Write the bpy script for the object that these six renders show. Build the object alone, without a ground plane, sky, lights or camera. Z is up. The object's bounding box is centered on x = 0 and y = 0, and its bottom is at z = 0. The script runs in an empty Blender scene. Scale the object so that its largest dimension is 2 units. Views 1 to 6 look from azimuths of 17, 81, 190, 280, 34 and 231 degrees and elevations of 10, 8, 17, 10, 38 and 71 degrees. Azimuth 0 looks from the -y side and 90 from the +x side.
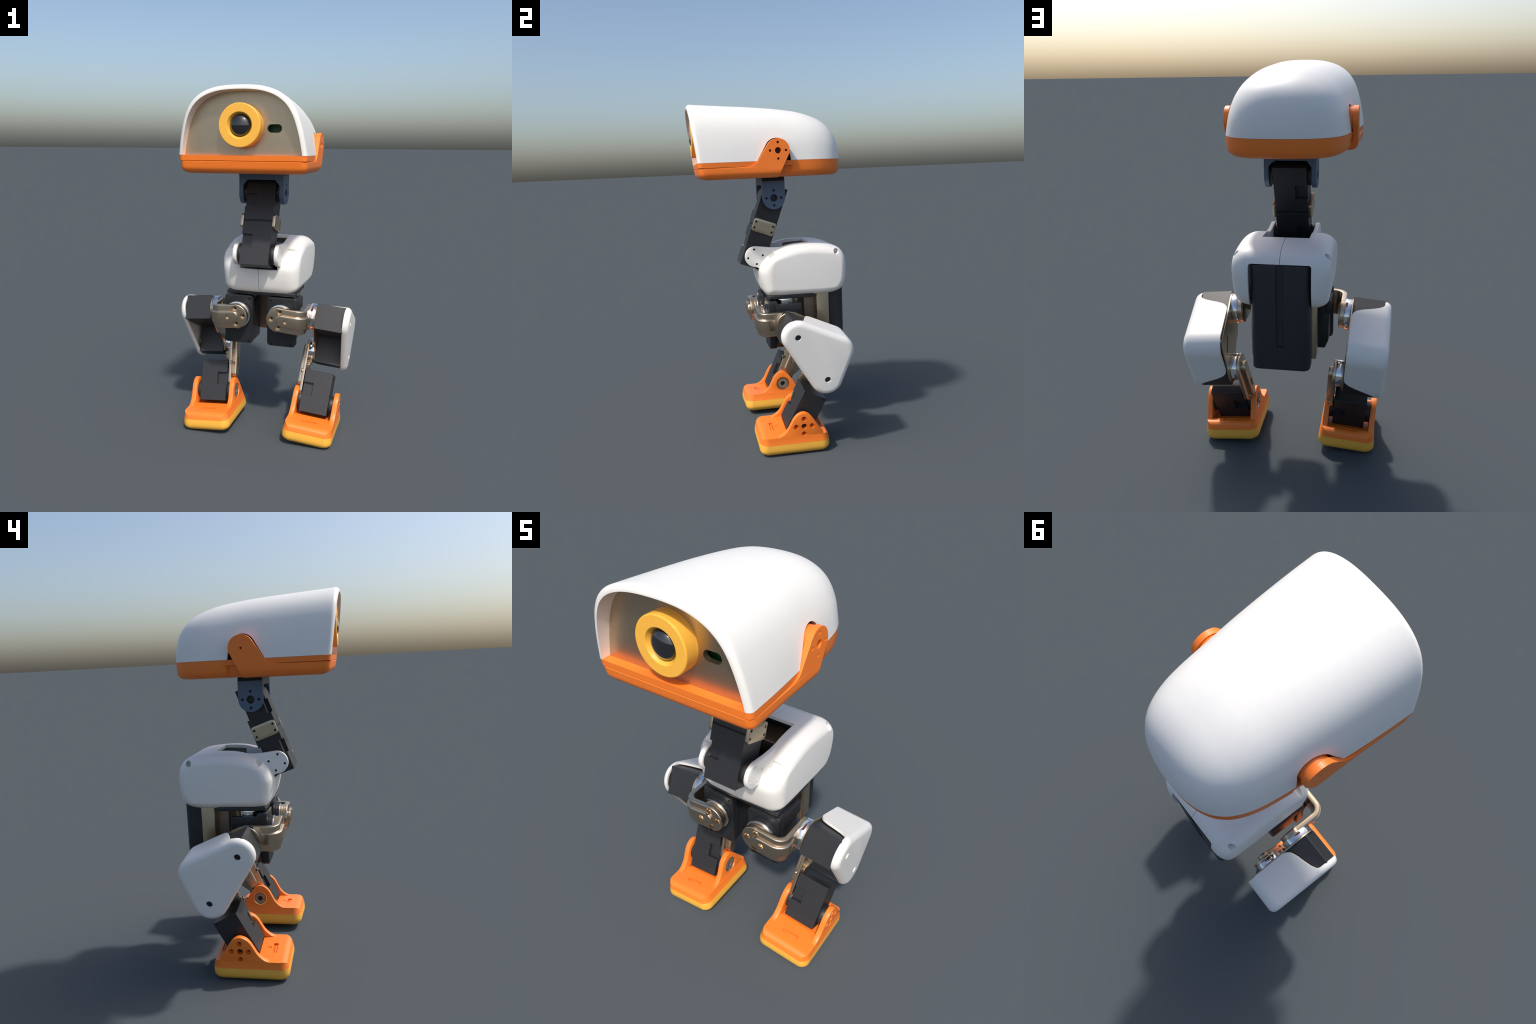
"""Small biped robot: hooded one-eyed head with hinged jaw on a tilted servo neck,
white rounded torso with a battery pack, bent servo legs and orange feet."""
import bpy, bmesh, math
from mathutils import Vector, Matrix

# ------------------------------------------------------------------ materials
def material(name, color, rough=0.45, metal=0.0, coat=0.0, var=0.04, scale=40.0, bump=0.0, bump_scale=600.0, spec=0.5):
    m = bpy.data.materials.new(name)
    m.use_nodes = True
    nt = m.node_tree
    b = nt.nodes["Principled BSDF"]
    tc = nt.nodes.new("ShaderNodeTexCoord")
    nz = nt.nodes.new("ShaderNodeTexNoise")
    nz.inputs["Scale"].default_value = scale
    nz.inputs["Detail"].default_value = 3.0
    nt.links.new(tc.outputs["Object"], nz.inputs["Vector"])
    rmp = nt.nodes.new("ShaderNodeValToRGB")
    lo = [max(0.0, c * (1 - var)) for c in color]
    hi = [min(1.0, c * (1 + var)) for c in color]
    rmp.color_ramp.elements[0].color = (*lo, 1)
    rmp.color_ramp.elements[1].color = (*hi, 1)
    rmp.color_ramp.elements[0].position = 0.3
    rmp.color_ramp.elements[1].position = 0.7
    nt.links.new(nz.outputs["Fac"], rmp.inputs["Fac"])
    nt.links.new(rmp.outputs["Color"], b.inputs["Base Color"])
    b.inputs["Roughness"].default_value = rough
    b.inputs["Metallic"].default_value = metal
    b.inputs["Coat Weight"].default_value = coat
    b.inputs["Specular IOR Level"].default_value = spec
    if bump > 0:
        n2 = nt.nodes.new("ShaderNodeTexNoise")
        n2.inputs["Scale"].default_value = bump_scale
        nt.links.new(tc.outputs["Object"], n2.inputs["Vector"])
        bp = nt.nodes.new("ShaderNodeBump")
        bp.inputs["Strength"].default_value = bump
        bp.inputs["Distance"].default_value = 0.001
        nt.links.new(n2.outputs["Fac"], bp.inputs["Height"])
        nt.links.new(bp.outputs["Normal"], b.inputs["Normal"])
    return m

WHITE = material("white_plastic", (0.775, 0.758, 0.715), 0.45, var=0.01)
ORANGE = material("orange_plastic", (0.90, 0.205, 0.022), 0.42, var=0.02)
YELLOW = material("yellow_rubber", (0.87, 0.445, 0.058), 0.42, var=0.02)
BLACK = material("black_plastic", (0.0200, 0.0205, 0.0230), 0.45, var=0.06)
DARK = material("dark_housing", (0.017, 0.019, 0.022), 0.34, var=0.06)
PACK = material("battery_plastic", (0.020, 0.022, 0.026), 0.5, var=0.06)
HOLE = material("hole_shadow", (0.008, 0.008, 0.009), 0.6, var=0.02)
GOLD = material("champagne_metal", (0.60, 0.485, 0.355), 0.32, metal=1.0, var=0.03)
PLATE = material("taupe_plate", (0.56, 0.468, 0.335), 0.38, metal=1.0, var=0.03)
CHROME = material("polished_chrome", (0.82, 0.82, 0.84), 0.10, metal=1.0, var=0.01)
STEEL = material("dark_steel", (0.10, 0.105, 0.115), 0.26, metal=0.8, var=0.03)
BLUE = material("blue_anodised", (0.098, 0.150, 0.228), 0.42, metal=0.25, var=0.03)
VISOR = material("smoked_visor", (0.56, 0.468, 0.335), 0.40, metal=1.0, var=0.02)
LENS = material("lens_glass", (0.012, 0.012, 0.015), 0.06, coat=1.0, var=0.02)
BOARD = material("green_circuit_board", (0.015, 0.10, 0.03), 0.5, var=0.2)  # green lightened to offset the shadow inside the sensor slot
BRONZE = material("bronze_bush", (0.30, 0.235, 0.18), 0.42, metal=0.5, var=0.05)

# ------------------------------------------------------------------ scene tree
ROBOT = bpy.data.objects.new("biped_robot", None)
bpy.context.collection.objects.link(ROBOT)
ROBOT["label"] = "white and orange one-eyed walking robot with bent legs"
ROBOT["category"] = "robot"

ROLL = math.radians(5.06)                       # both legs splay outwards by this
CR, SR = math.cos(ROLL), math.sin(ROLL)
def LEG(p):                                     # leg frame -> world
    x, y, z = p
    return (x * CR + z * SR, y, -x * SR + z * CR)
def IDENT(p):
    return tuple(p)
NA = math.radians(20.0)                         # neck leans back
SY, SZ = -0.089, 1.105                          # neck pivot on the torso
def NECK(p):                                    # x, across (rear +), along -> world
    x, q, r = p
    return (x, SY + q * math.cos(NA) + r * math.sin(NA), SZ - q * math.sin(NA) + r * math.cos(NA))

# ------------------------------------------------------------------ mesh helpers
def raw(verts, faces):
    bm = bmesh.new()
    vs = [bm.verts.new(v) for v in verts]
    for f in faces:
        try:
            bm.faces.new([vs[i] for i in f])
        except ValueError:
            pass
    return bm

def finish(bm, name, mat, frame=IDENT, parent=None, angle=32, smooth=True):
    """bmesh in a local frame -> object with its origin at its own centre."""
    bmesh.ops.recalc_face_normals(bm, faces=bm.faces)
    for v in bm.verts:
        v.co = frame(v.co)
    lo = Vector([min(v.co[i] for v in bm.verts) for i in range(3)])
    hi = Vector([max(v.co[i] for v in bm.verts) for i in range(3)])
    c = (lo + hi) / 2
    for v in bm.verts:
        v.co -= c
    me = bpy.data.meshes.new(name)
    bm.to_mesh(me)
    bm.free()
    me.materials.append(mat)
    if smooth:
        me.shade_smooth()
        me.set_sharp_from_angle(angle=math.radians(angle))
    ob = bpy.data.objects.new(name, me)
    ob.location = c
    bpy.context.collection.objects.link(ob)
    put(ob, parent or ROBOT)
    return ob

def put(ob, parent):
    ob.parent = parent
    off = Vector((0, 0, 0))
    p = parent
    while p is not None:
        off += p.location
        p = p.parent
    ob.location = ob.location - off

def bevel(bm, w, seg=3, edges=None, min_angle=25):
    if w <= 0:
        return bm
    bm.normal_update()
    es = edges if edges is not None else [e for e in bm.edges if len(e.link_faces) == 2 and e.calc_face_angle(0) > math.radians(min_angle)]
    bmesh.ops.bevel(bm, geom=es, offset=w, offset_type='OFFSET', segments=seg, profile=0.5, affect='EDGES', clamp_overlap=True)
    return bm

def box(lo, hi, w=0.0, seg=3):
    x0, y0, z0 = lo; x1, y1, z1 = hi
    v = [(x0,y0,z0),(x1,y0,z0),(x1,y1,z0),(x0,y1,z0),(x0,y0,z1),(x1,y0,z1),(x1,y1,z1),(x0,y1,z1)]
    f = [(0,3,2,1),(4,5,6,7),(0,1,5,4),(1,2,6,5),(2,3,7,6),(3,0,4,7)]
    bm = raw(v, f)
    bmesh.ops.recalc_face_normals(bm, faces=bm.faces)
    return bevel(bm, w, seg)

def prism(pts, axis, d0, d1, w=0.0, seg=2, min_angle=50):
    """Extrude a 2D outline along an axis. axis 0: pts=(y,z); 1: (x,z); 2: (x,y)."""
    def P(p, d):
        return {0: (d, p[0], p[1]), 1: (p[0], d, p[1]), 2: (p[0], p[1], d)}[axis]
    n = len(pts)
    bm = raw([P(p, d0) for p in pts] + [P(p, d1) for p in pts],
             [tuple(range(n)), tuple(range(n, 2 * n))] + [(i, (i + 1) % n, n + (i + 1) % n, n + i) for i in range(n)])
    bmesh.ops.recalc_face_normals(bm, faces=bm.faces)
    if w > 0:
        bm.normal_update()
        bevel(bm, w, seg, [e for e in bm.edges if len(e.link_faces) == 2 and e.calc_face_angle(0) > math.radians(min_angle)
                           and any(len(f.verts) == n for f in e.link_faces)])
    return bm

def cyl(axis, c, d0, d1, r, w=0.0, n=48, r1=None):
    """Cylinder along an axis; c is the centre in the two other coordinates (in x,y,z order)."""
    r1 = r if r1 is None else r1
    def P(a, d, rr):
        u, v = c[0] + rr * math.cos(a), c[1] + rr * math.sin(a)
        return {0: (d, u, v), 1: (u, d, v), 2: (u, v, d)}[axis]
    A = [2 * math.pi * i / n for i in range(n)]
    bm = raw([P(a, d0, r) for a in A] + [P(a, d1, r1) for a in A],
             [tuple(range(n)), tuple(range(n, 2 * n))] + [(i, (i + 1) % n, n + (i + 1) % n, n + i) for i in range(n)])
    bmesh.ops.recalc_face_normals(bm, faces=bm.faces)
    if w > 0:
        bm.normal_update()
        bevel(bm, w, 2, [e for e in bm.edges if e.calc_face_angle(0) > math.radians(50)])
    return bm

def lathe(axis, c, prof, n=64):
    """Revolve (r, d) pairs about an axis; a closed ring when the profile is closed."""
    def P(a, r, d):
        u, v = c[0] + r * math.cos(a), c[1] + r * math.sin(a)
        return {0: (d, u, v), 1: (u, d, v), 2: (u, v, d)}[axis]
    m = len(prof)
    verts = [P(2 * math.pi * i / n, r, d) for i in range(n) for r, d in prof]
    faces = [(i * m + j, i * m + (j + 1) % m, ((i + 1) % n) * m + (j + 1) % m, ((i + 1) % n) * m + j)
             for i in range(n) for j in range(m)]
    bm = raw(verts, faces)
    bmesh.ops.remove_doubles(bm, verts=bm.verts, dist=1e-6)
    return bm

def merge(*bms):
    out = bmesh.new()
    for b in bms:
        me = bpy.data.meshes.new("tmp")
        b.to_mesh(me)
        out.from_mesh(me)
        bpy.data.meshes.remove(me)
        b.free()
    return out

def boolean(bm, cutters, op='DIFFERENCE', solver='EXACT'):
    """Cut one bmesh by a list of closed bmeshes (each applied in turn)."""
    def ob_of(b, nm):
        bmesh.ops.recalc_face_normals(b, faces=b.faces)
        me = bpy.data.meshes.new(nm)
        b.to_mesh(me)
        b.free()
        o = bpy.data.objects.new(nm, me)
        bpy.context.collection.objects.link(o)
        return o
    base = ob_of(bm, "tmp_base")
    cs = [ob_of(c, "tmp_cut") for c in cutters]
    for c in cs:
        md = base.modifiers.new("b", 'BOOLEAN')
        md.operation = op
        md.solver = solver
        md.object = c
    dg = bpy.context.evaluated_depsgraph_get()
    me = bpy.data.meshes.new_from_object(base.evaluated_get(dg))
    out = bmesh.new()
    out.from_mesh(me)
    for o in [base] + cs:
        d = o.data
        bpy.data.objects.remove(o)
        bpy.data.meshes.remove(d)
    bpy.data.meshes.remove(me)
    return out

def spline(ctrl, n, closed=False):
    """Catmull-Rom (centripetal) through control tuples, n samples."""
    C = [Vector(c) for c in ctrl]
    k = len(C)
    segs = k if closed else k - 1
    def get(i):
        if closed:
            return C[i % k]
        if i < 0:
            return C[0] * 2 - C[1]
        if i >= k:
            return C[-1] * 2 - C[-2]
        return C[i]
    out = []
    total = n if closed else n - 1
    for s in range(n):
        u = s / total * segs
        i = min(int(u), segs - 1)
        t = u - i
        p0, p1, p2, p3 = get(i - 1), get(i), get(i + 1), get(i + 2)
        d01 = max((p1 - p0).length, 1e-6) ** 0.5
        d12 = max((p2 - p1).length, 1e-6) ** 0.5
        d23 = max((p3 - p2).length, 1e-6) ** 0.5
        m1 = (p1 - p0) / d01 - (p2 - p0) / (d01 + d12) + (p2 - p1) / d12
        m2 = (p2 - p1) / d12 - (p3 - p1) / (d12 + d23) + (p3 - p2) / d23
        m1 *= d12; m2 *= d12
        t2, t3 = t * t, t * t * t
        out.append(tuple(p1 * (2*t3 - 3*t2 + 1) + m1 * (t3 - 2*t2 + t) + p2 * (-2*t3 + 3*t2) + m2 * (t3 - t2)))
    return out

def interp(table, x):
    if x <= table[0][0]:
        return table[0][1]
    for (a, b), (c, d) in zip(table, table[1:]):
        if x <= c:
            return b + (d - b) * (x - a) / (c - a)
    return table[-1][1]

def smooth(a, b, x):
    t = min(1.0, max(0.0, (x - a) / (b - a)))
    return t * t * (3 - 2 * t)

def arc(c, r, a0, a1, n):
    return [(c[0] + r * math.cos(math.radians(a0 + (a1 - a0) * i / n)),
             c[1] + r * math.sin(math.radians(a0 + (a1 - a0) * i / n))) for i in range(n + 1)]

def fillet(pts, radii, n=8):
    """Round the corners of a polygon; one radius per corner."""
    out = []
    k = len(pts)
    for i in range(k):
        p, a, b = Vector(pts[i]), Vector(pts[i - 1]), Vector(pts[(i + 1) % k])
        r = radii[i] if isinstance(radii, (list, tuple)) else radii
        if r <= 0:
            out.append(tuple(p)); continue
        u, v = (a - p).normalized(), (b - p).normalized()
        ang = u.angle(v)
        t = r / math.tan(ang / 2)
        t = min(t, 0.49 * (a - p).length, 0.49 * (b - p).length)
        r = t * math.tan(ang / 2)
        c = p + (u + v).normalized() * (r / math.sin(ang / 2))
        s, e = p + u * t - c, p + v * t - c
        full = s.angle_signed(e)
        for j in range(n + 1):
            w = Matrix.Rotation(-full * j / n, 2) @ s
            out.append(tuple(c + w))
    return out

def stadium(a, b, r, n=12):
    """Outline of a capsule from a to b."""
    ang = math.degrees(math.atan2(b[1] - a[1], b[0] - a[0]))
    return arc(a, r, ang + 90, ang + 270, n) + arc(b, r, ang - 90, ang + 90, n)

def hull_circles(cs, n=20):
    """Convex hull of circles ((u,v),r), counter-clockwise."""
    P = sorted({(round(c[0] + r * math.cos(2 * math.pi * i / (n * 4)), 6), round(c[1] + r * math.sin(2 * math.pi * i / (n * 4)), 6))
                for c, r in cs for i in range(n * 4)})
    def half(pts):
        h = []
        for p in pts:
            while len(h) > 1 and (h[-1][0]-h[-2][0])*(p[1]-h[-2][1]) - (h[-1][1]-h[-2][1])*(p[0]-h[-2][0]) <= 1e-12:
                h.pop()
            h.append(p)
        return h[:-1]
    return half(P) + half(P[::-1])

def resample(pts, n):
    """Closed outline to n points evenly along its length."""
    L = [0.0]
    k = len(pts)
    for i in range(k):
        L.append(L[-1] + (Vector(pts[(i + 1) % k]) - Vector(pts[i])).length)
    out = []
    j = 0
    for i in range(n):
        s = L[-1] * i / n
        while L[j + 1] < s:
            j += 1
        t = (s - L[j]) / max(L[j + 1] - L[j], 1e-9)
        a, b = pts[j], pts[(j + 1) % k]
        out.append((a[0] + (b[0] - a[0]) * t, a[1] + (b[1] - a[1]) * t))
    return out

def loft(rings, caps=(True, True)):
    n = len(rings[0])
    verts = [p for r in rings for p in r]
    faces = [(i * n + j, i * n + (j + 1) % n, (i + 1) * n + (j + 1) % n, (i + 1) * n + j)
             for i in range(len(rings) - 1) for j in range(n)]
    if caps[0]:
        faces.append(tuple(range(n)))
    if caps[1]:
        faces.append(tuple(range((len(rings) - 1) * n, len(rings) * n)))
    return raw(verts, faces)

# ================================================================== HEAD
HZ = 1.66                                        # hood / base split height
# half front arch, normalised: (x / half width, (z - HZ) / height)
ARCH = [(1.0, 0.0), (0.978, 0.14), (0.955, 0.265), (0.915, 0.43), (0.853, 0.61), (0.765, 0.755),
        (0.655, 0.856), (0.52, 0.927), (0.345, 0.976), (0.16, 0.996), (0.0, 1.0)]
# hood stations: y at the split, half width, crown height
ROWS = [(-0.3870, 0.3375, 2.0), (-0.25, 0.3315, 1.9905), (-0.05, 0.3155, 1.977), (0.08, 0.300, 1.964),
        (0.19, 0.2875, 1.947), (0.26, 0.2755, 1.927), (0.32, 0.2555, 1.902), (0.365, 0.230, 1.871),
        (0.40, 0.195, 1.832), (0.425, 0.151, 1.784), (0.440, 0.100, 1.733), (0.4465, 0.052, 1.696), (0.4485, 0.0, HZ)]
arch_half = spline(ARCH, 33)
ARCHP = arch_half + [(-x, z) for x, z in arch_half[-2::-1]]
rows = spline(ROWS, 90)

def hood_row(y, w, h, t=0.0):
    out = []
    sh = -0.118 * smooth(0.25, -0.35, y)
    ww, hh = max(w - t, 0.0), max(h - HZ - t, 0.0)
    soft = 0.30 * smooth(-0.35, 0.20, y)         # the rear of the hood is closer to an ellipse
    for X, Zn in ARCHP:
        X = X + soft * (math.copysign(math.sqrt(max(0.0, 1 - Zn * Zn)), X) - X) if Zn > 0.5 else X + soft * smooth(0.2, 0.5, Zn) * (math.copysign(math.sqrt(max(0.0, 1 - Zn * Zn)), X) - X)
        z = HZ + 0.0006 + hh * Zn
        out.append((ww * X, y + sh * (z - HZ), z))
    return out

TH = 0.022
outer = [hood_row(*r) for r in rows]
inner = []
for y, w, h in rows:
    k = smooth(0.2, 0.44, y)
    yi = y - TH * k - (0.0215 if y <= rows[0][0] + 1e-6 else 0.0)
    inner.append(hood_row(yi, max(w - TH, 0.0) if w > TH else 0.0, max(h - TH, HZ), 0.0))
lip = []
for k in range(1, 7):                            # rounded front rim
    a = math.pi / 2 * k / 7
    lip.append([tuple(Vector(i) + (Vector(o) - Vector(i)) * math.cos(a) + Vector((0, 0.0215 * (1 - math.cos(a) - math.sin(a)), 0)))
                for o, i in zip(outer[0], inner[0])])
chain = outer[::-1] + lip + inner
ncol = len(ARCHP)
verts = [p for r in chain for p in r]
faces = [(i * ncol + j, i * ncol + j + 1, (i + 1) * ncol + j + 1, (i + 1) * ncol + j)
         for i in range(len(chain) - 1) for j in range(ncol - 1)]
no = len(outer)
for col in (0, ncol - 1):
    O = lambda i: (no - 1 - i) * ncol + col      # outer row i
    I = lambda i: (no + len(lip) + i) * ncol + col
    for i in range(no - 1):
        faces.append((O(i), O(i + 1), I(i + 1), I(i)))
    faces.append(tuple([O(0)] + [(no + k) * ncol + col for k in range(len(lip))] + [I(0)]))
hood = raw(verts, faces)
bmesh.ops.remove_doubles(hood, verts=hood.verts, dist=2e-5)
bmesh.ops.dissolve_degenerate(hood, dist=1e-5, edges=hood.edges)

EAR = (0.035, 1.715)                             # jaw hinge
def ear_outline(r, low, fwd=0.0):
    return [(-0.155 - fwd, low), (-0.155 - fwd, 1.6315), (-0.120 - fwd, 1.634), (-0.103 - fwd, 1.639), (-0.090 - fwd, 1.648), (-0.078 - fwd, 1.663)] + \
           arc(EAR, r, 152, -14, 24) + [(0.052, 1.606), (0.046, low)]
cut_out = [(-0.082, 1.655), (-0.0795, 1.664)] + arc(EAR, 0.071, 152, 0, 24) + [(0.114, 1.655)]
cutters = [prism(cut_out, 0, s * 0.20, s * 0.40) for s in (1, -1)]
hood = boolean(hood, cutters)
head = finish(hood, "head", WHITE, angle=40)

# plan outline of the head at the split (closed, counter-clockwise from the +x front corner)
side = [(w, y) for y, w, h in rows]
def plan(inset, front):
    """Half plan from front middle to the rear middle, inset inwards, front edge at y=front."""
    r = 0.024
    pts = [(x * 1.0, front) for x in [0, 0.1, 0.2, 0.27]]
    w0 = rows[0][1] - inset
    pts += arc((w0 - r, front + r), r, -90, 0, 8)
    body = [(w, y) for y, w, h in rows if y > -0.325]
    off = []
    for i, p in enumerate(body):
        a = Vector(body[max(i - 1, 0)]); b = Vector(body[min(i + 1, len(body) - 1)])
        t = (b - a).normalized()
        nrm = Vector((t.y, -t.x))
        if i == len(body) - 1:
            nrm = Vector((0, 1))
        q = Vector(p) - nrm * inset
        off.append((max(q.x, 0.0), q.y))
    return pts + off
def ring_from(half, z):
    h = [(x, y, z) for x, y in half]
    return h + [(-x, y, z) for x, y, z in h[-2:0:-1]]

def step_in(half):
    """Recess the base where the jaw and its arms sit."""
    out = []
    for x, y in half:
        k = 1 - smooth(0.108, 0.124, y)
        out.append((max(x - 0.016 * k, 0.0) if x > 0.2 else x * (1 - 0.016 / 0.3 * k), y + (0.03 * (1 - smooth(-0.36, -0.30, y)))))
    return out
base_rings = [ring_from(plan(0.0, -0.4075), HZ - 0.0002), ring_from(plan(0.001, -0.4045), 1.6335)]
base_rings += [ring_from(step_in(plan(0.001, -0.4045)), 1.6332), ring_from(step_in(plan(0.0025, -0.40)), 1.608)]
for k in range(1, 7):
    a = math.pi / 2 * k / 6
    base_rings.append(ring_from(step_in(plan(0.0025 + 0.04 * (1 - math.cos(a)), -0.40 + 0.04 * (1 - math.cos(a)))), 1.608 - 0.038 * math.sin(a)))
bmesh_base = loft(base_rings)
finish(bmesh_base, "head_base", ORANGE, parent=head, angle=35)

# jaw: a shallow tray with two arms up to the hinge
def jaw_plan(inset, front, rear):
    r = 0.032
    pts = [(x, front + inset) for x in [0, 0.1, 0.2, 0.27]] + arc((0.336 - r - inset, front + inset + r), r, -90, 0, 8)
    pts += [(interp([(-0.40, 0.336), (-0.28, 0.333), (-0.17, 0.3285), (0.1, 0.326)], y) - inset, y)
            for y in [-0.34 + (rear + 0.34) * i / 24 for i in range(25)]]
    return pts
def jaw_ring(inset, front, rear, z):
    h = [(x, y, z) for x, y in jaw_plan(inset, front, rear)]
    return h + [(-x, y, z) for x, y, z in h[::-1]][:-1]
jr = [jaw_ring(0.0035, -0.4045, 0.052, 1.6312), jaw_ring(0.0, -0.4045, 0.052, 1.6285), jaw_ring(0.0, -0.400, 0.050, 1.606)]
for k in range(1, 8):
    a = math.pi / 2 * k / 7
    jr.append(jaw_ring(0.038 * (1 - math.cos(a)), -0.400 + 0.004 * k / 7, 0.050 - 0.020 * k / 7, 1.606 - 0.0385 * math.sin(a)))
jaw = finish(loft(jr), "jaw", ORANGE, angle=35)
for s in (1, -1):
    arm = prism(ear_outline(0.066, 1.607), 0, s * 0.302, s * 0.3272, 0.0012, 2)
    if s > 0:
        holes = [cyl(0, EAR, 0.28, 0.35, 0.0175, n=32)] + \
                [cyl(0, (EAR[0] + 0.0445 * math.cos(a), EAR[1] + 0.0445 * math.sin(a)), 0.28, 0.35, 0.007, n=20) for a in (0, math.pi/2, math.pi, -math.pi/2)]
    else:
        holes = [cyl(0, EAR, -0.35, -0.28, 0.006, n=20)]
    arm = boolean(arm, holes)
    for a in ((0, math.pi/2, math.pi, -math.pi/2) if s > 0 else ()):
        finish(cyl(0, (EAR[0] + 0.0445 * math.cos(a), EAR[1] + 0.0445 * math.sin(a)), 0.3042, 0.3120, 0.0067, n=20), "hinge_hole_dark_disc", HOLE, parent=jaw)
    finish(arm, "jaw_arm", ORANGE, parent=jaw, smooth=False)
    boss = cyl(0, EAR, s * 0.262, s * 0.3035, 0.060, 0.002, 48)
    if s > 0:
        boss = boolean(boss, [cyl(0, EAR, 0.29, 0.35, 0.0178, n=32)])
    finish(boss, "hinge_boss", ORANGE, parent=jaw)
    finish(cyl(0, EAR, s * 0.2895, s * 0.2915, 0.0168), "hinge_pin", BLACK, parent=jaw)
    finish(merge(cyl(0, EAR, s * 0.18, s * 0.262, 0.072), box((min(s*0.18, s*0.262), -0.07, 1.64), (max(s*0.18, s*0.262), 0.105, 1.70))),
           "jaw_servo", HOLE, parent=jaw)

# face panel, eye, sensor slot
face_pts = [(x * (0.337 - TH + 0.004) / 1.0, HZ + (2.0 - TH + 0.003 - HZ) * z) for x, z in ARCHP]
face = prism(face_pts, 1, -0.368, -0.345)
slot = prism(stadium((0.148, 1.7925), (0.182, 1.7925), 0.0205), 1, -0.40, -0.30)
face = boolean(face, [slot])
finish(face, "face_panel", VISOR, parent=head)
finish(box((0.09, -0.305, 1.74), (0.24, -0.300, 1.85)), "sensor_board", BOARD, parent=head)
EYE = (0.0, 1.807)
ring = lathe(1, EYE, [(0.109, -0.366), (0.109, -0.4225), (0.1075, -0.4255), (0.1045, -0.427), (0.067, -0.427), (0.065, -0.4262),
                      (0.0555, -0.409), (0.0555, -0.385), (0.06, -0.366)], 96)
finish(ring, "eye_ring", YELLOW, parent=head, angle=18)
prof = [(0.0, -0.4355)] + [(0.0553 * math.sin(a), -0.403 - 0.0325 * math.cos(a)) for a in [math.pi / 2 * i / 14 for i in range(1, 15)]] + [(0.0553, -0.37), (0.0, -0.37)]
finish(lathe(1, EYE, prof, 64), "eye_lens", LENS, parent=head, angle=60)

# ================================================================== NECK
SW, SQ, SR_, R0, R1 = 0.084, 0.0685, 0.073, -0.0715, 0.1775   # small servo: half width, half depth, ends about the axis
def small_servo(flip=None, round_front=0.0, side=-1):
    """Servo block along r; notch for the plug on one side, front and rear."""
    f = (lambda r: r) if flip is None else (lambda r: flip - r)
    a, b = sorted((f(R0), f(R1)))
    end = f(R0)
    rad = [0.0] * 4
    pts = [(-SQ, a), (SR_, a), (SR_, b), (-SQ, b)]
    if round_front > 0:
        rad = [0, 0, 0, round_front]
    bm = prism(fillet(pts, rad, 8), 0, -SW, SW, 0.0015, 1)
    n0, n1 = sorted((f(0.027), f(0.103)))
    x0, x1 = sorted((side * 0.0225, side * 0.10))
    cuts = [box((x0, -0.10, n0), (x1, -SQ + 0.020, n1)), box((x0, SR_ - 0.020, n0), (x1, 0.10, n1))]
    for q in (-0.058, 0.058):
        for r in (f(R0) + (0.011 if f(R0) < f(R1) else -0.011), f(R1) - (0.011 if f(R0) < f(R1) else -0.011)):
            cuts.append(cyl(0, (q, r), -0.2, -0.078, 0.0048, n=16))
            cuts.append(cyl(0, (q, r), 0.078, 0.2, 0.0048, n=16))
    return boolean(bm, cuts)
JOINT = 0.364
neck = finish(small_servo(), "neck", BLACK, NECK, angle=20)
finish(small_servo(JOINT, 0.045), "neck_servo", BLACK, NECK, neck, angle=20)
finish(box((-0.080, -0.062, 0.17), (0.080, 0.062, 0.195)), "neck_spacer", HOLE, NECK, neck)
for s in (1, -1):
    pl = prism(fillet([(-0.068, 0.142), (0.068, 0.142), (0.068, 0.222), (-0.068, 0.222)], 0.014), 0, s * 0.0843, s * 0.1005, 0.0015)
    pl = boolean(pl, [cyl(0, (q, r), *sorted((s * 0.09, s * 0.12)), 0.0068, n=20) for q in (-0.054, 0.054) for r in (0.164, 0.200)])
    finish(pl, "joining_plate", PLATE, NECK, neck)
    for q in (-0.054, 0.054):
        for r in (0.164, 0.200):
            finish(cyl(0, (q, r), s * 0.0915, s * 0.0928, 0.0066, n=20), "plate_hole_dark_disc", HOLE, NECK, neck)
    for r in (0.0, JOINT):
        finish(cyl(0, (0.0, r), s * 0.0842, s * 0.1075, 0.055, 0.003), "servo_horn", BLACK, NECK, neck)
# blue yoke under the head
HJ = (SY + JOINT * math.sin(NA), SZ + JOINT * math.cos(NA))
yoke_pts = fillet([(-0.130, 1.300), (-0.106, 1.300), (-0.106, 1.490), (-0.082, 1.521), (0.082, 1.521), (0.106, 1.490), (0.106, 1.300), (0.130, 1.300),
                   (0.130, 1.546), (0.117, 1.570), (-0.117, 1.570), (-0.130, 1.546)], 0)
yoke = prism(yoke_pts, 1, HJ[0] - 0.067, HJ[0] + 0.067, 0.0015, 1)
yy = HJ[0]
cutside = [(yy - 0.2, 1.25), (yy - 0.2, 1.6), (yy - 0.067, 1.6), (yy - 0.067, HJ[1])] + arc(HJ, 0.0668, 180, 360, 24) + [(yy + 0.067, 1.6), (yy + 0.2, 1.6), (yy + 0.2, 1.25)]
ycuts = [prism(cutside, 0, -0.2, 0.2)]
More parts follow.
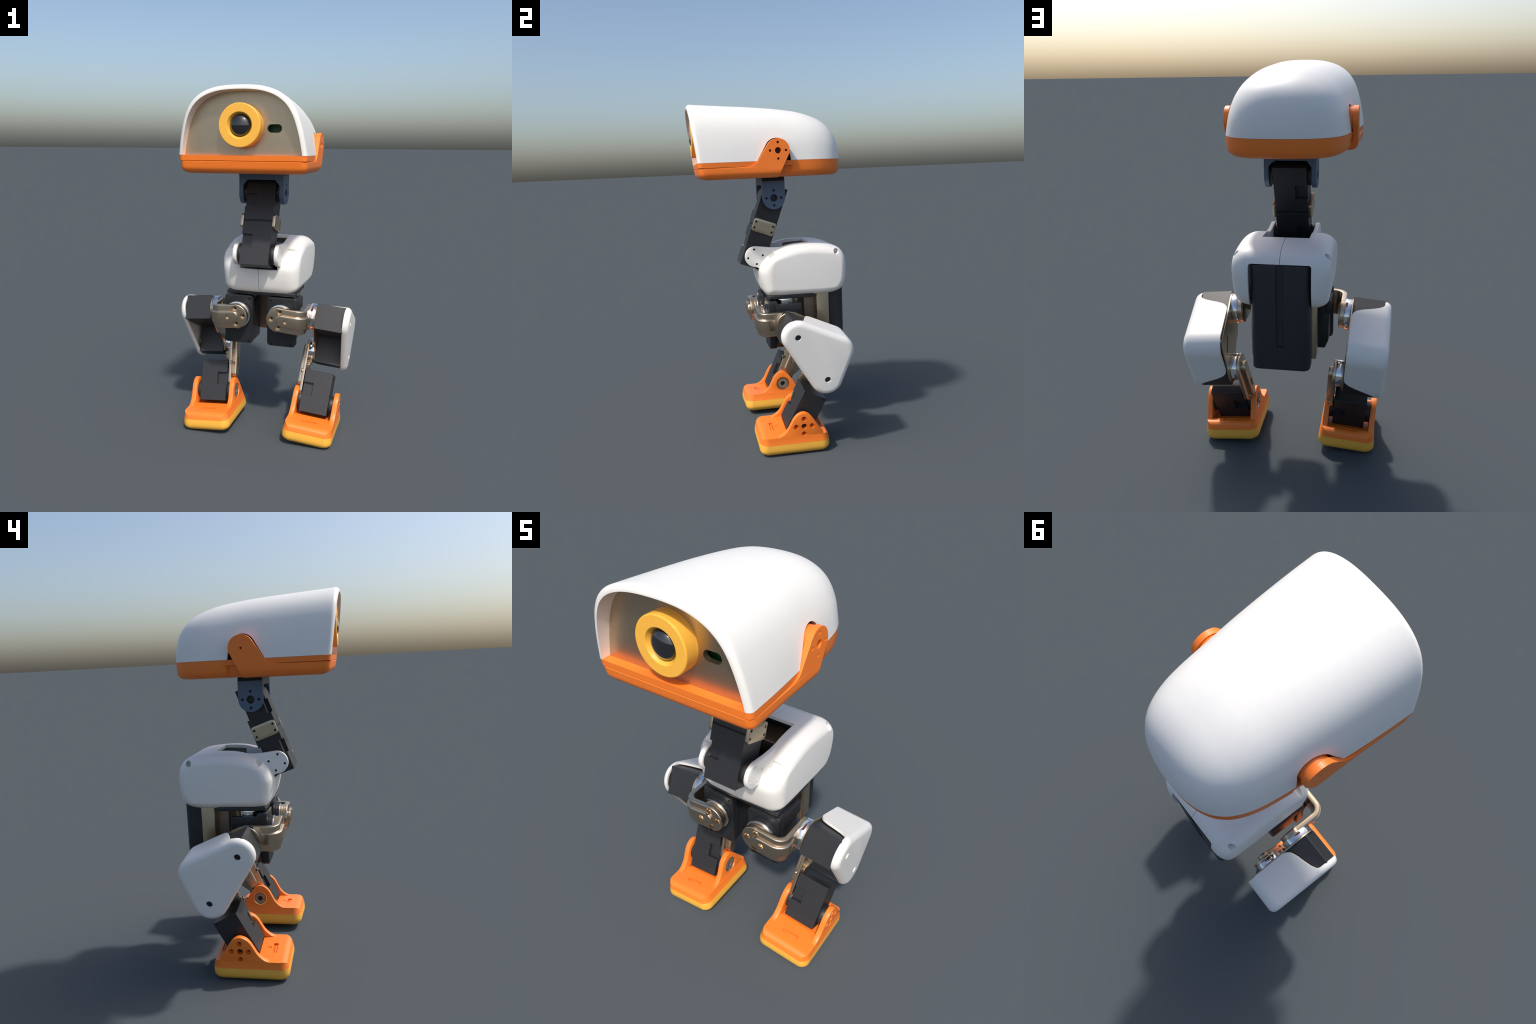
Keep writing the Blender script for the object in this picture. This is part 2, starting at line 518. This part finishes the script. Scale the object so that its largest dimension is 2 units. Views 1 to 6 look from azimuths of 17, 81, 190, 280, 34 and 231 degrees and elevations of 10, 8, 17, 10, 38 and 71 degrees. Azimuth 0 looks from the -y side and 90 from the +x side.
for s in (1, -1):
    ycuts.append(cyl(0, HJ, *sorted((s * 0.10, s * 0.16)), 0.0218, n=32))
    for a in (0, math.pi/2, math.pi, -math.pi/2):
        ycuts.append(cyl(0, (HJ[0] + 0.0442 * math.cos(a), HJ[1] + 0.0442 * math.sin(a)), *sorted((s * 0.115, s * 0.16)), 0.0075, n=20))
yoke = boolean(yoke, ycuts)
yk = finish(yoke, "head_yoke", BLUE, angle=25)
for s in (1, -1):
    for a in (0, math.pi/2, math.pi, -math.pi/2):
        finish(cyl(0, (HJ[0] + 0.0442 * math.cos(a), HJ[1] + 0.0442 * math.sin(a)), s * 0.1152, s * 0.1210, 0.0073, n=20), "head_yoke_hole_dark_disc", HOLE, parent=yk)
finish(merge(*[prism([(s * 0.1185, 1.5705), (s * 0.1310, 1.5475), (s * 0.1305, 1.5705)], 1, HJ[0] - 0.0645, HJ[0] + 0.0645) for s in (1, -1)]),
       "yoke_dark_edge", HOLE, parent=yk)

# ================================================================== TORSO
MID = [(-0.078, 1.02), (-0.0745, 0.975), (-0.066, 0.935), (-0.053, 0.897), (-0.033, 0.873), (0.005, 0.864), (0.10, 0.863), (0.22, 0.863),
       (0.33, 0.864), (0.385, 0.873), (0.423, 0.895), (0.441, 0.934), (0.448, 0.99), (0.4475, 1.05), (0.437, 1.096), (0.412, 1.133), (0.371, 1.154),
       (0.30, 1.168), (0.20, 1.173), (0.12, 1.167), (0.06, 1.151), (0.005, 1.126), (-0.036, 1.093), (-0.064, 1.058)]
FLAT = fillet([(0.000, 0.915), (0.372, 0.908), (0.400, 0.95), (0.406, 1.104), (0.18, 1.117), (0.000, 1.079)], [0.012, 0.03, 0.06, 0.055, 0.3, 0.05], 8)
CT = (0.175, 1.01)
def radial(pts, n):
    """Star-shaped resample of a closed outline about CT at equal angles."""
    out = []
    k = len(pts)
    for i in range(n):
        a = 2 * math.pi * i / n
        d = Vector((math.cos(a), math.sin(a)))
        best = None
        for j in range(k):
            p, q = Vector(pts[j]) - Vector(CT), Vector(pts[(j + 1) % k]) - Vector(CT)
            e = q - p
            den = d.x * (-e.y) + d.y * e.x
            if abs(den) < 1e-12:
                continue
            t = (p.x * (-e.y) + p.y * e.x) / den
            u = (d.x * p.y - d.y * p.x) / den
            if t > 0 and -1e-9 <= u <= 1 + 1e-9:
                best = t if best is None else max(best, t)
        out.append((CT[0] + d.x * best, CT[1] + d.y * best))
    return out
NT = 160
mid_r = radial(spline(MID, 240, True), NT)
flat_r = radial(FLAT, NT)
def torso_solid(shrink, half):
    rings = []
    xs = [0.0]
    seq = [(0.0, 0.0)] + [(0.156 * (half / 0.232), 0.0)]
    for k in range(1, 15):
        a = math.pi / 2 * k / 14
        seq.append((0.156 * (half / 0.232) + (half - 0.156 * (half / 0.232)) * math.sin(a), 1 - math.cos(a)))
    full = [(-x, k) for x, k in seq[::-1]] + seq[1:]
    for x, k in full:
        r = []
        for m, f in zip(mid_r, flat_r):
            u, v = m[0] + (f[0] - m[0]) * k, m[1] + (f[1] - m[1]) * k
            d = Vector((u - CT[0], v - CT[1]))
            d *= max(0.0, 1 - shrink / max(d.length, 1e-6))
            zz = CT[1] + d.y
            tap = 1 - 0.05 * smooth(1.05, 0.86, zz)
            bow = 0.008 * smooth(0.03, -0.06, m[0]) * smooth(1.12, 1.04, m[1]) * min(1.0, (abs(x) / 0.17) ** 2) * (1 - k)
            r.append((x * tap, CT[0] + d.x + bow, zz))
        rings.append(r)
    return loft(rings)
torso = torso_solid(0.0, 0.232)
tcuts = [torso_solid(0.018, 0.214)]
tcuts.append(prism([(-0.109, -0.3), (0.109, -0.3), (0.115, 0.2435), (-0.115, 0.2435)], 2, 1.016, 1.4, 0.0))
tcuts.append(prism(fillet([(-0.147, 0.7), (0.147, 0.7), (0.147, 1.0955), (-0.147, 1.0955)], [0, 0, 0.013, 0.013]), 1, 0.36, 0.6))
tcuts.append(box((-0.14, 0.02, 0.8), (0.14, 0.42, 0.90)))
tcuts.append(box((-0.0012, -0.2, 0.7), (0.0012, 0.6, 1.3)))
for s in (1, -1):                                # screw wells, front and rear
    tcuts.append(cyl(0, (0.0, 1.115), *sorted((s * 0.140, s * 0.3)), 0.0180, n=32))
    tcuts.append(cyl(0, (0.378, 1.121), *sorted((s * 0.175, s * 0.3)), 0.0165, n=32))
torso = boolean(torso, tcuts)
torso = finish(torso, "torso", WHITE, angle=38)
for s in (1, -1):                                # solid bosses behind the wells
    for c, x0, x1 in (((0.0, 1.115), 0.150, 0.120), ((0.378, 1.121), 0.178, 0.140)):
        b = boolean(torso_solid(0.004, 0.228), [cyl(0, c, *sorted((s * x1, s * 0.26)), 0.032, n=32)], 'INTERSECT')
        b = boolean(b, [cyl(0, c, *sorted((s * x0, s * 0.3)), 0.0175 if c[0] < 0.1 else 0.0159, n=32)])
        finish(b, "screw_boss", WHITE, parent=torso)
SH = (SY, SZ)
for s in (1, -1):
    pts = [(0.12, 1.150), (0.09, 1.156), (0.045, 1.1535), (0.0, 1.1555), (-0.05, 1.1625)] + arc(SH, 0.062, 82, 262, 28) + \
          [(-0.083, 1.0415), (-0.070, 1.034), (-0.062, 1.022), (-0.058, 1.00), (0.02, 0.98), (0.12, 1.0)]
    ar = prism(pts, 0, s * 0.1085, s * 0.1305, 0.003, 2)
    ar = boolean(ar, [cyl(0, (SH[0] + 0.0445 * math.cos(a), SH[1] + 0.0445 * math.sin(a)), *sorted((s * 0.118, s * 0.2)), 0.0068, n=20)
                      for a in [math.radians(8 + 90 * i) for i in range(4)]])
    finish(ar, "shoulder_arm", WHITE, parent=torso)
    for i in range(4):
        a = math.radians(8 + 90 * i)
        finish(cyl(0, (SH[0] + 0.0445 * math.cos(a), SH[1] + 0.0445 * math.sin(a)), s * 0.1190, s * 0.1200, 0.0066, n=20), "shoulder_hole_dark_disc", HOLE, parent=torso)

# pelvis frame and battery pack
frame_ob = finish(box((-0.160, 0.265, 0.585), (0.160, 0.343, 0.90), 0.006), "pelvis", PLATE)
finish(box((-0.095, 0.200, 0.585), (0.095, 0.266, 0.855), 0.004), "inner_frame", BRONZE, parent=frame_ob)  # darker metal than the pelvis, bakes in the shade under the torso
finish(box((-0.125, 0.20, 0.99), (0.125, 0.34, 1.06), 0.004), "controller_case", PLATE, parent=torso)
finish(box((-0.130, 0.0, 0.885), (0.130, 0.33, 0.96), 0.004), "inner_tray", HOLE, parent=torso)
finish(box((-0.204, -0.030, 0.853), (0.204, 0.240, 0.8765), 0.006), "hip_plate", DARK, parent=frame_ob)
bp = fillet([(-0.139, 0.3435), (0.139, 0.3435), (0.139, 0.4405), (-0.139, 0.4405)], [0.004, 0.004, 0.034, 0.034], 8)
pack = prism(bp, 2, 0.565, 1.09, 0.022, 4)
pack = boolean(pack, [box((-0.019, 0.4335, 0.683), (0.019, 0.5, 1.2))])
finish(pack, "battery_pack", PACK, angle=30)

# ================================================================== LEGS (built for +x, mirrored for -x)
LEGPARTS = []
def part(bm, name, mat, frame=LEG, parent=None, angle=32):
    ob = finish(bm, name, mat, frame, parent, angle)
    LEGPARTS.append(ob)
    return ob

HIP = (0.0655, 0.7425)                           # roll axis in (x', z')
PIT = (0.072, 0.7435)                            # hip pitch axis in (y, z')
KNE = (0.237, 0.483)
ANK = (0.101, 0.2066)

# --- hip roll servo (aligned with the torso)
hs = prism(fillet([(0.045, 0.556), (0.215, 0.556), (0.215, 0.847), (0.045, 0.847)], 0.020, 6), 1, -0.035, 0.004, 0.002)
hs = boolean(hs, [cyl(1, c, -0.06, -0.026, 0.0075, n=20) for c in ((0.0625, 0.827), (0.195, 0.827), (0.070, 0.5705), (0.188, 0.5705))])
hip = part(hs, "hip", DARK, IDENT)
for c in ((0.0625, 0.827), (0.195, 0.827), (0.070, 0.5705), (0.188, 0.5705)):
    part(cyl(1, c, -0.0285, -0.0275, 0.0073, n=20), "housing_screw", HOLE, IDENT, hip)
part(prism(fillet([(0.052, 0.557), (0.185, 0.557), (0.203, 0.60), (0.203, 0.800), (0.052, 0.800)], 0.008, 3), 1, 0.0036, 0.150, 0.003), "hip_housing", DARK, IDENT, hip)
part(prism(fillet([(-0.033, 0.755), (0.162, 0.755), (0.162, 0.824), (0.024, 0.824), (0.012, 0.846), (-0.033, 0.846)], 0.006, 3), 0, 0.185, 0.2135, 0.003), "side_cover", BLACK, IDENT, hip)
part(cyl(2, (0.129, 0.075), 0.7990, 0.8535, 0.058, 0.003), "yaw_bearing", CHROME, IDENT, hip)
HW = LEG((HIP[0], 0, HIP[1]))
part(cyl(1, (HW[0], HW[2]), -0.046, -0.033, 0.080, 0.002, 64), "roll_housing", DARK, IDENT, hip)
part(cyl(1, HIP, -0.0575, -0.0463, 0.0755, 0.001, 64), "roll_spacer", STEEL, LEG, hip)
part(cyl(1, HIP, -0.0625, -0.0580, 0.0785, 0.0015, 64), "roll_horn", CHROME, LEG, hip)

# --- champagne metal yoke from the roll axis round to the pitch axis
RB, HB = 0.073, 0.070
def yoke_station(s, spine):
    """point, tangent on the L-shaped spine by length."""
    for (kind, ln, data) in spine:
        if s <= ln + 1e-9:
            if kind == 'line':
                p0, d = data
                return (p0[0] + d[0] * s, p0[1] + d[1] * s), d
            c, r, a0 = data
            a = a0 + s / r
            return (c[0] + r * math.cos(a), c[1] + r * math.sin(a)), (-math.sin(a), math.cos(a))
        s -= ln
    p0, d = spine[-1][2]
    return (p0[0] + d[0] * spine[-1][1], p0[1] + d[1] * spine[-1][1]), d
RC = 0.045
spine = [('line', 0.158 - (HIP[0] - RB), ((HIP[0] - RB, -0.0925), (1, 0))),
         ('arc', RC * math.pi / 2, ((0.158, -0.0925 + RC), RC, -math.pi / 2)),
         ('line', (PIT[0] + 0.073) - (-0.0925 + RC), ((0.203, -0.0925 + RC), (0, 1)))]
TOT = sum(s[1] for s in spine)
stn = sorted(set([round(RB * (1 - math.cos(math.pi / 2 * i / 12)), 5) for i in range(13)] +
                 [round(TOT - 0.073 * (1 - math.cos(math.pi / 2 * i / 12)), 5) for i in range(13)] +
                 [round(RB + (TOT - RB - 0.073) * i / 40, 5) for i in range(41)]))
rings = []
for s in stn:
    (px, py), (tx, ty) = yoke_station(s, spine)
    nx, ny = ty, -tx                              # outwards side of the bend
    h = HB
    if s < RB:
        h = math.sqrt(max(RB ** 2 - (RB - s) ** 2, 1e-6))
    elif s > TOT - 0.073:
        h = math.sqrt(max(0.073 ** 2 - (0.073 - (TOT - s)) ** 2, 1e-6))
    th = 0.0135
    rr = min(0.005, h * 0.6, th * 0.8)
    sec = fillet([(-th, -h), (th, -h), (th, h), (-th, h)], rr, 4)
    rings.append([(px + nx * u, py + ny * u, HIP[1] + v) for u, v in sec])
gold = loft(rings)
bol = []
for a in (90, 180, 270):
    c = (HIP[0] + 0.0455 * math.cos(math.radians(a)), HIP[1] + 0.0455 * math.sin(math.radians(a)))
    bol.append(cyl(1, c, -0.16, -0.0865, 0.0165, n=24))
gold = boolean(gold, bol)
gk = part(gold, "hip_yoke", GOLD, LEG, None, 30)
part(cyl(1, HIP, -0.0815, -0.0615, 0.0715, 0.003, 64), "yoke_boss", GOLD, LEG, gk)
rings = []                                        # raised rib running round the bend
S0, S1 = 0.056, 0.300
for s in sorted(set([round(S0 + 0.031 * (1 - math.cos(math.pi / 2 * i / 8)), 5) for i in range(9)] + [round(S0 + 0.031 + (S1 - S0 - 0.031) * i / 36, 5) for i in range(37)])):
    (px, py), (tx, ty) = yoke_station(s, spine)
    nx, ny = ty, -tx
    h = 0.033 if s > S0 + 0.031 else 0.004 + 0.029 * math.sqrt(max(0.0, 1 - ((S0 + 0.031 - s) / 0.031) ** 2))
    e = 1 - smooth(0.215, 0.295, s)
    top = 0.010 + 0.0165 * e
    sec = fillet([(0.004, -h - 0.006), (top, -h), (top, h), (0.004, h + 0.006)], [0.001, min(0.007, h * 0.5) * e + 0.0005, min(0.007, h * 0.5) * e + 0.0005, 0.001], 4)
    rings.append([(px + nx * u, py + ny * u, HIP[1] + v) for u, v in sec])
rib = loft(rings)
rib = boolean(rib, [cyl(1, (0.107, HIP[1]), -0.16, -0.104, 0.0135, n=24)] +
              [cyl(1, (HIP[0] + 0.0455 * math.cos(math.radians(a)), HIP[1] + 0.0455 * math.sin(math.radians(a))), -0.16, -0.07, 0.0175, n=24) for a in (90, 180, 270)])
part(rib, "yoke_rib", GOLD, LEG, gk)
part(cyl(1, (0.109, HIP[1] + 0.003), -0.1055, -0.1035, 0.0065, n=20), "hip_yoke_hole_dark_disc", HOLE, LEG, gk)
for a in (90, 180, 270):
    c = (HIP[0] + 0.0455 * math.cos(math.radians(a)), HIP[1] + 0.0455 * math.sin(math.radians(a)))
    part(cyl(1, c, -0.0880, -0.0860, 0.0075, n=20), "hip_yoke_hole_dark_disc", HOLE, LEG, gk)
part(cyl(0, PIT, 0.2145, 0.247, 0.0805, 0.002, 64), "pitch_horn", CHROME, LEG, gk)
part(cyl(0, PIT, 0.188, 0.1915, 0.060, 0.001, 48), "pitch_cap", PLATE, LEG, gk)

# --- thigh: two servo blocks, inner frame, white cover
n_, t_ = Vector((-0.889, 0.458)), Vector((0.458, 0.889))
def blk(c, n0, n1, t0, t1):
    c = Vector(c)
    return [tuple(c + n_ * a + t_ * b) for a, b in ((n1, t0), (n1, t1), (n0, t1), (n0, t0))]
thigh = part(prism(blk(PIT, -0.150, 0.064, -0.076, 0.072), 0, 0.2545, 0.4195, 0.0015, 1), "thigh", BLACK, LEG, None, 20)
kb = blk(KNE, -0.064, 0.064, -0.076, 0.12)
part(prism(kb, 0, 0.256, 0.4190, 0.001, 1), "knee_servo", BLACK, LEG, thigh, 24)
fr = hull_circles([(PIT, 0.083), (KNE, 0.080), ((0.298, 0.640), 0.068)])
fr = prism(fr, 0, 0.2472, 0.2548, 0.001, 1)
fr = boolean(fr, [cyl(0, (0.04, 0.47), 0.2, 0.3, 0.125, n=48), prism(stadium((0.262, 0.66), (0.300, 0.60), 0.009), 0, 0.2, 0.3)])
part(fr, "thigh_frame", PLATE, LEG, thigh)
part(cyl(0, KNE, 0.212, 0.2475, 0.0695, 0.002, 64), "knee_horn", CHROME, LEG, thigh)

out = resample(hull_circles([(PIT, 0.089), (KNE, 0.094), ((0.306, 0.640), 0.087)], 30), 240)
cen = Vector((sum(p[0] for p in out) / 240, sum(p[1] for p in out) / 240))
def inner_x(y, z):
    """Where the cover's wall ends inwards: full depth behind, a rim in front (S-shaped ends)."""
    top = [(0.085, 0.417), (0.098, 0.415), (0.108, 0.408), (0.120, 0.385), (0.132, 0.345), (0.142, 0.305), (0.155, 0.275), (0.172, 0.259), (0.19, 0.254)]
    low = [(0.395, 0.417), (0.405, 0.415), (0.418, 0.408), (0.430, 0.390), (0.444, 0.355), (0.458, 0.315), (0.474, 0.280), (0.492, 0.260), (0.515, 0.254)]
    if z > 0.66:
        return min(0.417, interp(top, y))
    return min(0.417, interp(low, z)) if y > 0.22 else 0.417
OX, RR = 0.4525, 0.032
rings = []
for j in range(14):                              # wall, from its inner end to the rounding
    rings.append([((lambda xi: xi + (OX - RR - xi) * j / 13)(inner_x(*p)), p[0], p[1]) for p in out])
for k in range(1, 9):
    a = math.pi / 2 * k / 8
    ins = RR * (1 - math.cos(a))
    r = []
    for i, p in enumerate(out):
        q0, q1 = Vector(out[i - 1]), Vector(out[(i + 1) % 240])
        tt = (q1 - q0).normalized()
        nn = Vector((-tt.y, tt.x))
        q = Vector(p) + nn * ins
        r.append((OX - RR + RR * math.sin(a), q.x, q.y))
    rings.append(r)
cover = loft(rings, (False, True))
bmesh.ops.recalc_face_normals(cover, faces=cover.faces)
cap = [f for f in cover.faces if len(f.verts) > 20][0]
if cap.normal.x < 0:
    bmesh.ops.reverse_faces(cover, faces=cover.faces)
g = bmesh.ops.solidify(cover, geom=list(cover.faces), thickness=0.012)
cover = boolean(cover, [cyl(0, c, 0.44, 0.6, 0.0172, n=32) for c in (PIT, KNE)])
part(cover, "thigh_cover", WHITE, LEG, thigh, 35)
for c in (PIT, KNE):
    part(cyl(0, c, 0.4300, 0.4385, 0.0170, n=24), "cover_hole_dark_disc", HOLE, LEG, thigh)

# --- shin
SA = math.radians(26.6)
def SHIN(p):                                     # x', across (rear +), along -> leg frame -> world
    x, q, r = p
    return LEG((0.302 + x, ANK[0] + q * math.cos(SA) + r * math.sin(SA), ANK[1] - q * math.sin(SA) + r * math.cos(SA)))
shin = part(small_servo(), "shin", BLACK, SHIN, None, 20)
lk = hull_circles([(KNE, 0.0695), ((0.187, 0.31), 0.045), ((0.118, 0.262), 0.045)])
lk = prism(lk, 0, 0.196, 0.2125, 0.002, 2)
lk = boolean(lk, [cyl(0, (0.03, 0.43), 0.1, 0.3, 0.098, n=48)])
link = part(lk, "shin_link", GOLD, LEG, None)
rib = prism(stadium(KNE, (0.150, 0.302), 0.031), 0, 0.172, 0.199, 0.006, 3)
rib = boolean(rib, [prism(stadium((0.190, 0.385), (0.172, 0.345), 0.009), 0, 0.1, 0.186)])
part(rib, "link_rib", GOLD, LEG, link)
part(prism(stadium((0.190, 0.385), (0.172, 0.345), 0.0088), 0, 0.1865, 0.1875), "link_slot", HOLE, LEG, link)
for c in ((0.121, 0.382), (0.192, 0.437), (0.150, 0.262)):
    part(merge(cyl(0, c, 0.188, 0.2, 0.0115, 0.001, 24)), "link_boss", GOLD, LEG, link)
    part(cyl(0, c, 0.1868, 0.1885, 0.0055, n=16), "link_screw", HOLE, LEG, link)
part(box((0.2125, 0.130, 0.375), (0.235, 0.175, 0.425), 0.003), "link_lug", GOLD, LEG, link)
part(box((0.2125, 0.155, 0.415), (0.243, 0.205, 0.440), 0.003), "link_lug", PLATE, LEG, link)

# --- foot
def slab(x0, x1, y0, y1, r, z):
    return [(x, y, z) for x, y in fillet([(x0, y0), (x1, y0), (x1, y1), (x0, y1)], r, 10)]
FR = 0.046
rg = [slab(0.1585, 0.4475, -0.149, 0.2515, FR, 0.110), slab(0.163, 0.4435, -0.146, 0.2495, FR, 0.126)]
foot = loft(rg + [slab(0.1665, 0.4410, -0.143, 0.247, FR, 0.1505)])
# round the toe and heel over across the foot
foot = boolean(foot, [prism([(-0.30, 0.30), (-0.30, 0.118)] + [(-0.150, 0.118)] + arc((-0.111, 0.1145), 0.036, 172, 90, 10) + [(-0.111, 0.30)], 0, 0.0, 0.6),
                      prism([(0.40, 0.30), (0.40, 0.120), (0.2530, 0.120)] + arc((0.218, 0.1200), 0.031, 5, 90, 10) + [(0.218, 0.30)], 0, 0.0, 0.6),
                      prism(fillet([(0.258, -0.0755), (0.346, -0.0755), (0.346, -0.0515), (0.258, -0.0515)], 0.002, 2), 2, 0.138, 0.2),
                      cyl(2, (0.303, -0.031), 0.1475, 0.2, 0.013, n=24), box((0.256, 0.205, 0.138), (0.347, 0.222, 0.2)),
                      box((0.197, 0.012, 0.128), (0.4115, 0.200, 0.2)), box((0.12, -0.0611, 0.1493), (0.5, -0.0600, 0.2))])
foot = part(foot, "foot", ORANGE, LEG, None, 30)
part(box((0.268, -0.0715, 0.1405), (0.336, -0.0600, 0.1462), 0.003), "foot_latch", ORANGE, LEG, foot)
part(cyl(2, (0.303, -0.031), 0.147, 0.1485, 0.006, n=20), "foot_button", ORANGE, LEG, foot)
part(box((0.262, 0.2075, 0.137), (0.341, 0.2195, 0.1480), 0.0015), "foot_latch", ORANGE, LEG, foot)
cheek = [(-0.062, 0.1485)] + spline([(-0.055, 0.1492), (-0.036, 0.1545), (-0.015, 0.1665), (0.008, 0.190), (0.027, 0.224), (0.045, 0.256), (0.069, 0.279), (0.102, 0.2878),
                      (0.134, 0.273), (0.161, 0.239)], 36) + [(0.213, 0.150), (0.216, 0.142), (0.2, 0.13), (-0.04, 0.13)]
oc = prism(cheek, 0, 0.4125, 0.4407, 0.0025, 2)
pat = [(ANK[0] + 0.0455 * math.cos(a), ANK[1] + 0.0455 * math.sin(a)) for a in (0, math.pi/2, math.pi, -math.pi/2)]
oc = boolean(oc, [cyl(0, ANK, 0.38, 0.46, 0.0165, n=32)] + [cyl(0, c, 0.425, 0.46, 0.0145, n=24) for c in pat] + [cyl(0, c, 0.38, 0.46, 0.0078, n=20) for c in pat])
part(oc, "foot_cheek", ORANGE, LEG, foot)
ic = prism(cheek, 0, 0.168, 0.196, 0.0025, 2)
ic = boolean(ic, [cyl(0, ANK, 0.1, 0.189, 0.044, n=48)])
part(ic, "foot_cheek", ORANGE, LEG, foot)
part(lathe(0, ANK, [(0.0432, 0.189), (0.0432, 0.1735), (0.0415, 0.1712), (0.0380, 0.1712), (0.0362, 0.1735), (0.0362, 0.189)], 48), "ankle_bearing", CHROME, LEG, foot)
part(lathe(0, ANK, [(0.0345, 0.1895), (0.0345, 0.1715), (0.0150, 0.1715), (0.0150, 0.1895)], 48), "ankle_bush", BRONZE, LEG, foot)
part(cyl(0, ANK, 0.1875, 0.1889, 0.0435, n=48), "ankle_seal", HOLE, LEG, foot)
for x0, x1 in ((0.3855, 0.4130), (0.1955, 0.2185)):
    part(cyl(0, ANK, x0, x1, 0.055, 0.003), "ankle_horn", BLACK, LEG, shin)
sole = [slab(0.159, 0.447, -0.1495, 0.252, FR, 0.1098), slab(0.1555, 0.4505, -0.152, 0.2545, FR + 0.002, 0.085)]
for k in range(1, 9):
    a = math.pi / 2 * k / 8
    i = 0.038 * (1 - math.cos(a))
    sole.append(slab(0.1545 + i, 0.4515 - i, -0.152 + i, 0.2545 - i, max(FR - i * 0.4, 0.012), 0.078 - 0.0395 * math.sin(a)))
part(loft(sole), "sole", YELLOW, LEG, foot, 35)

# --- mirror everything to the other leg
twin = {}
for ob in LEGPARTS:
    me = ob.data.copy()
    bm = bmesh.new()
    bm.from_mesh(me)
    for v in bm.verts:
        v.co.x = -v.co.x
    bmesh.ops.reverse_faces(bm, faces=bm.faces)
    bm.to_mesh(me)
    bm.free()
    o2 = bpy.data.objects.new(ob.name.split(".")[0], me)
    bpy.context.collection.objects.link(o2)
    o2.location = (-ob.location.x, ob.location.y, ob.location.z)
    o2.parent = twin.get(ob.parent, ROBOT)
    twin[ob] = o2
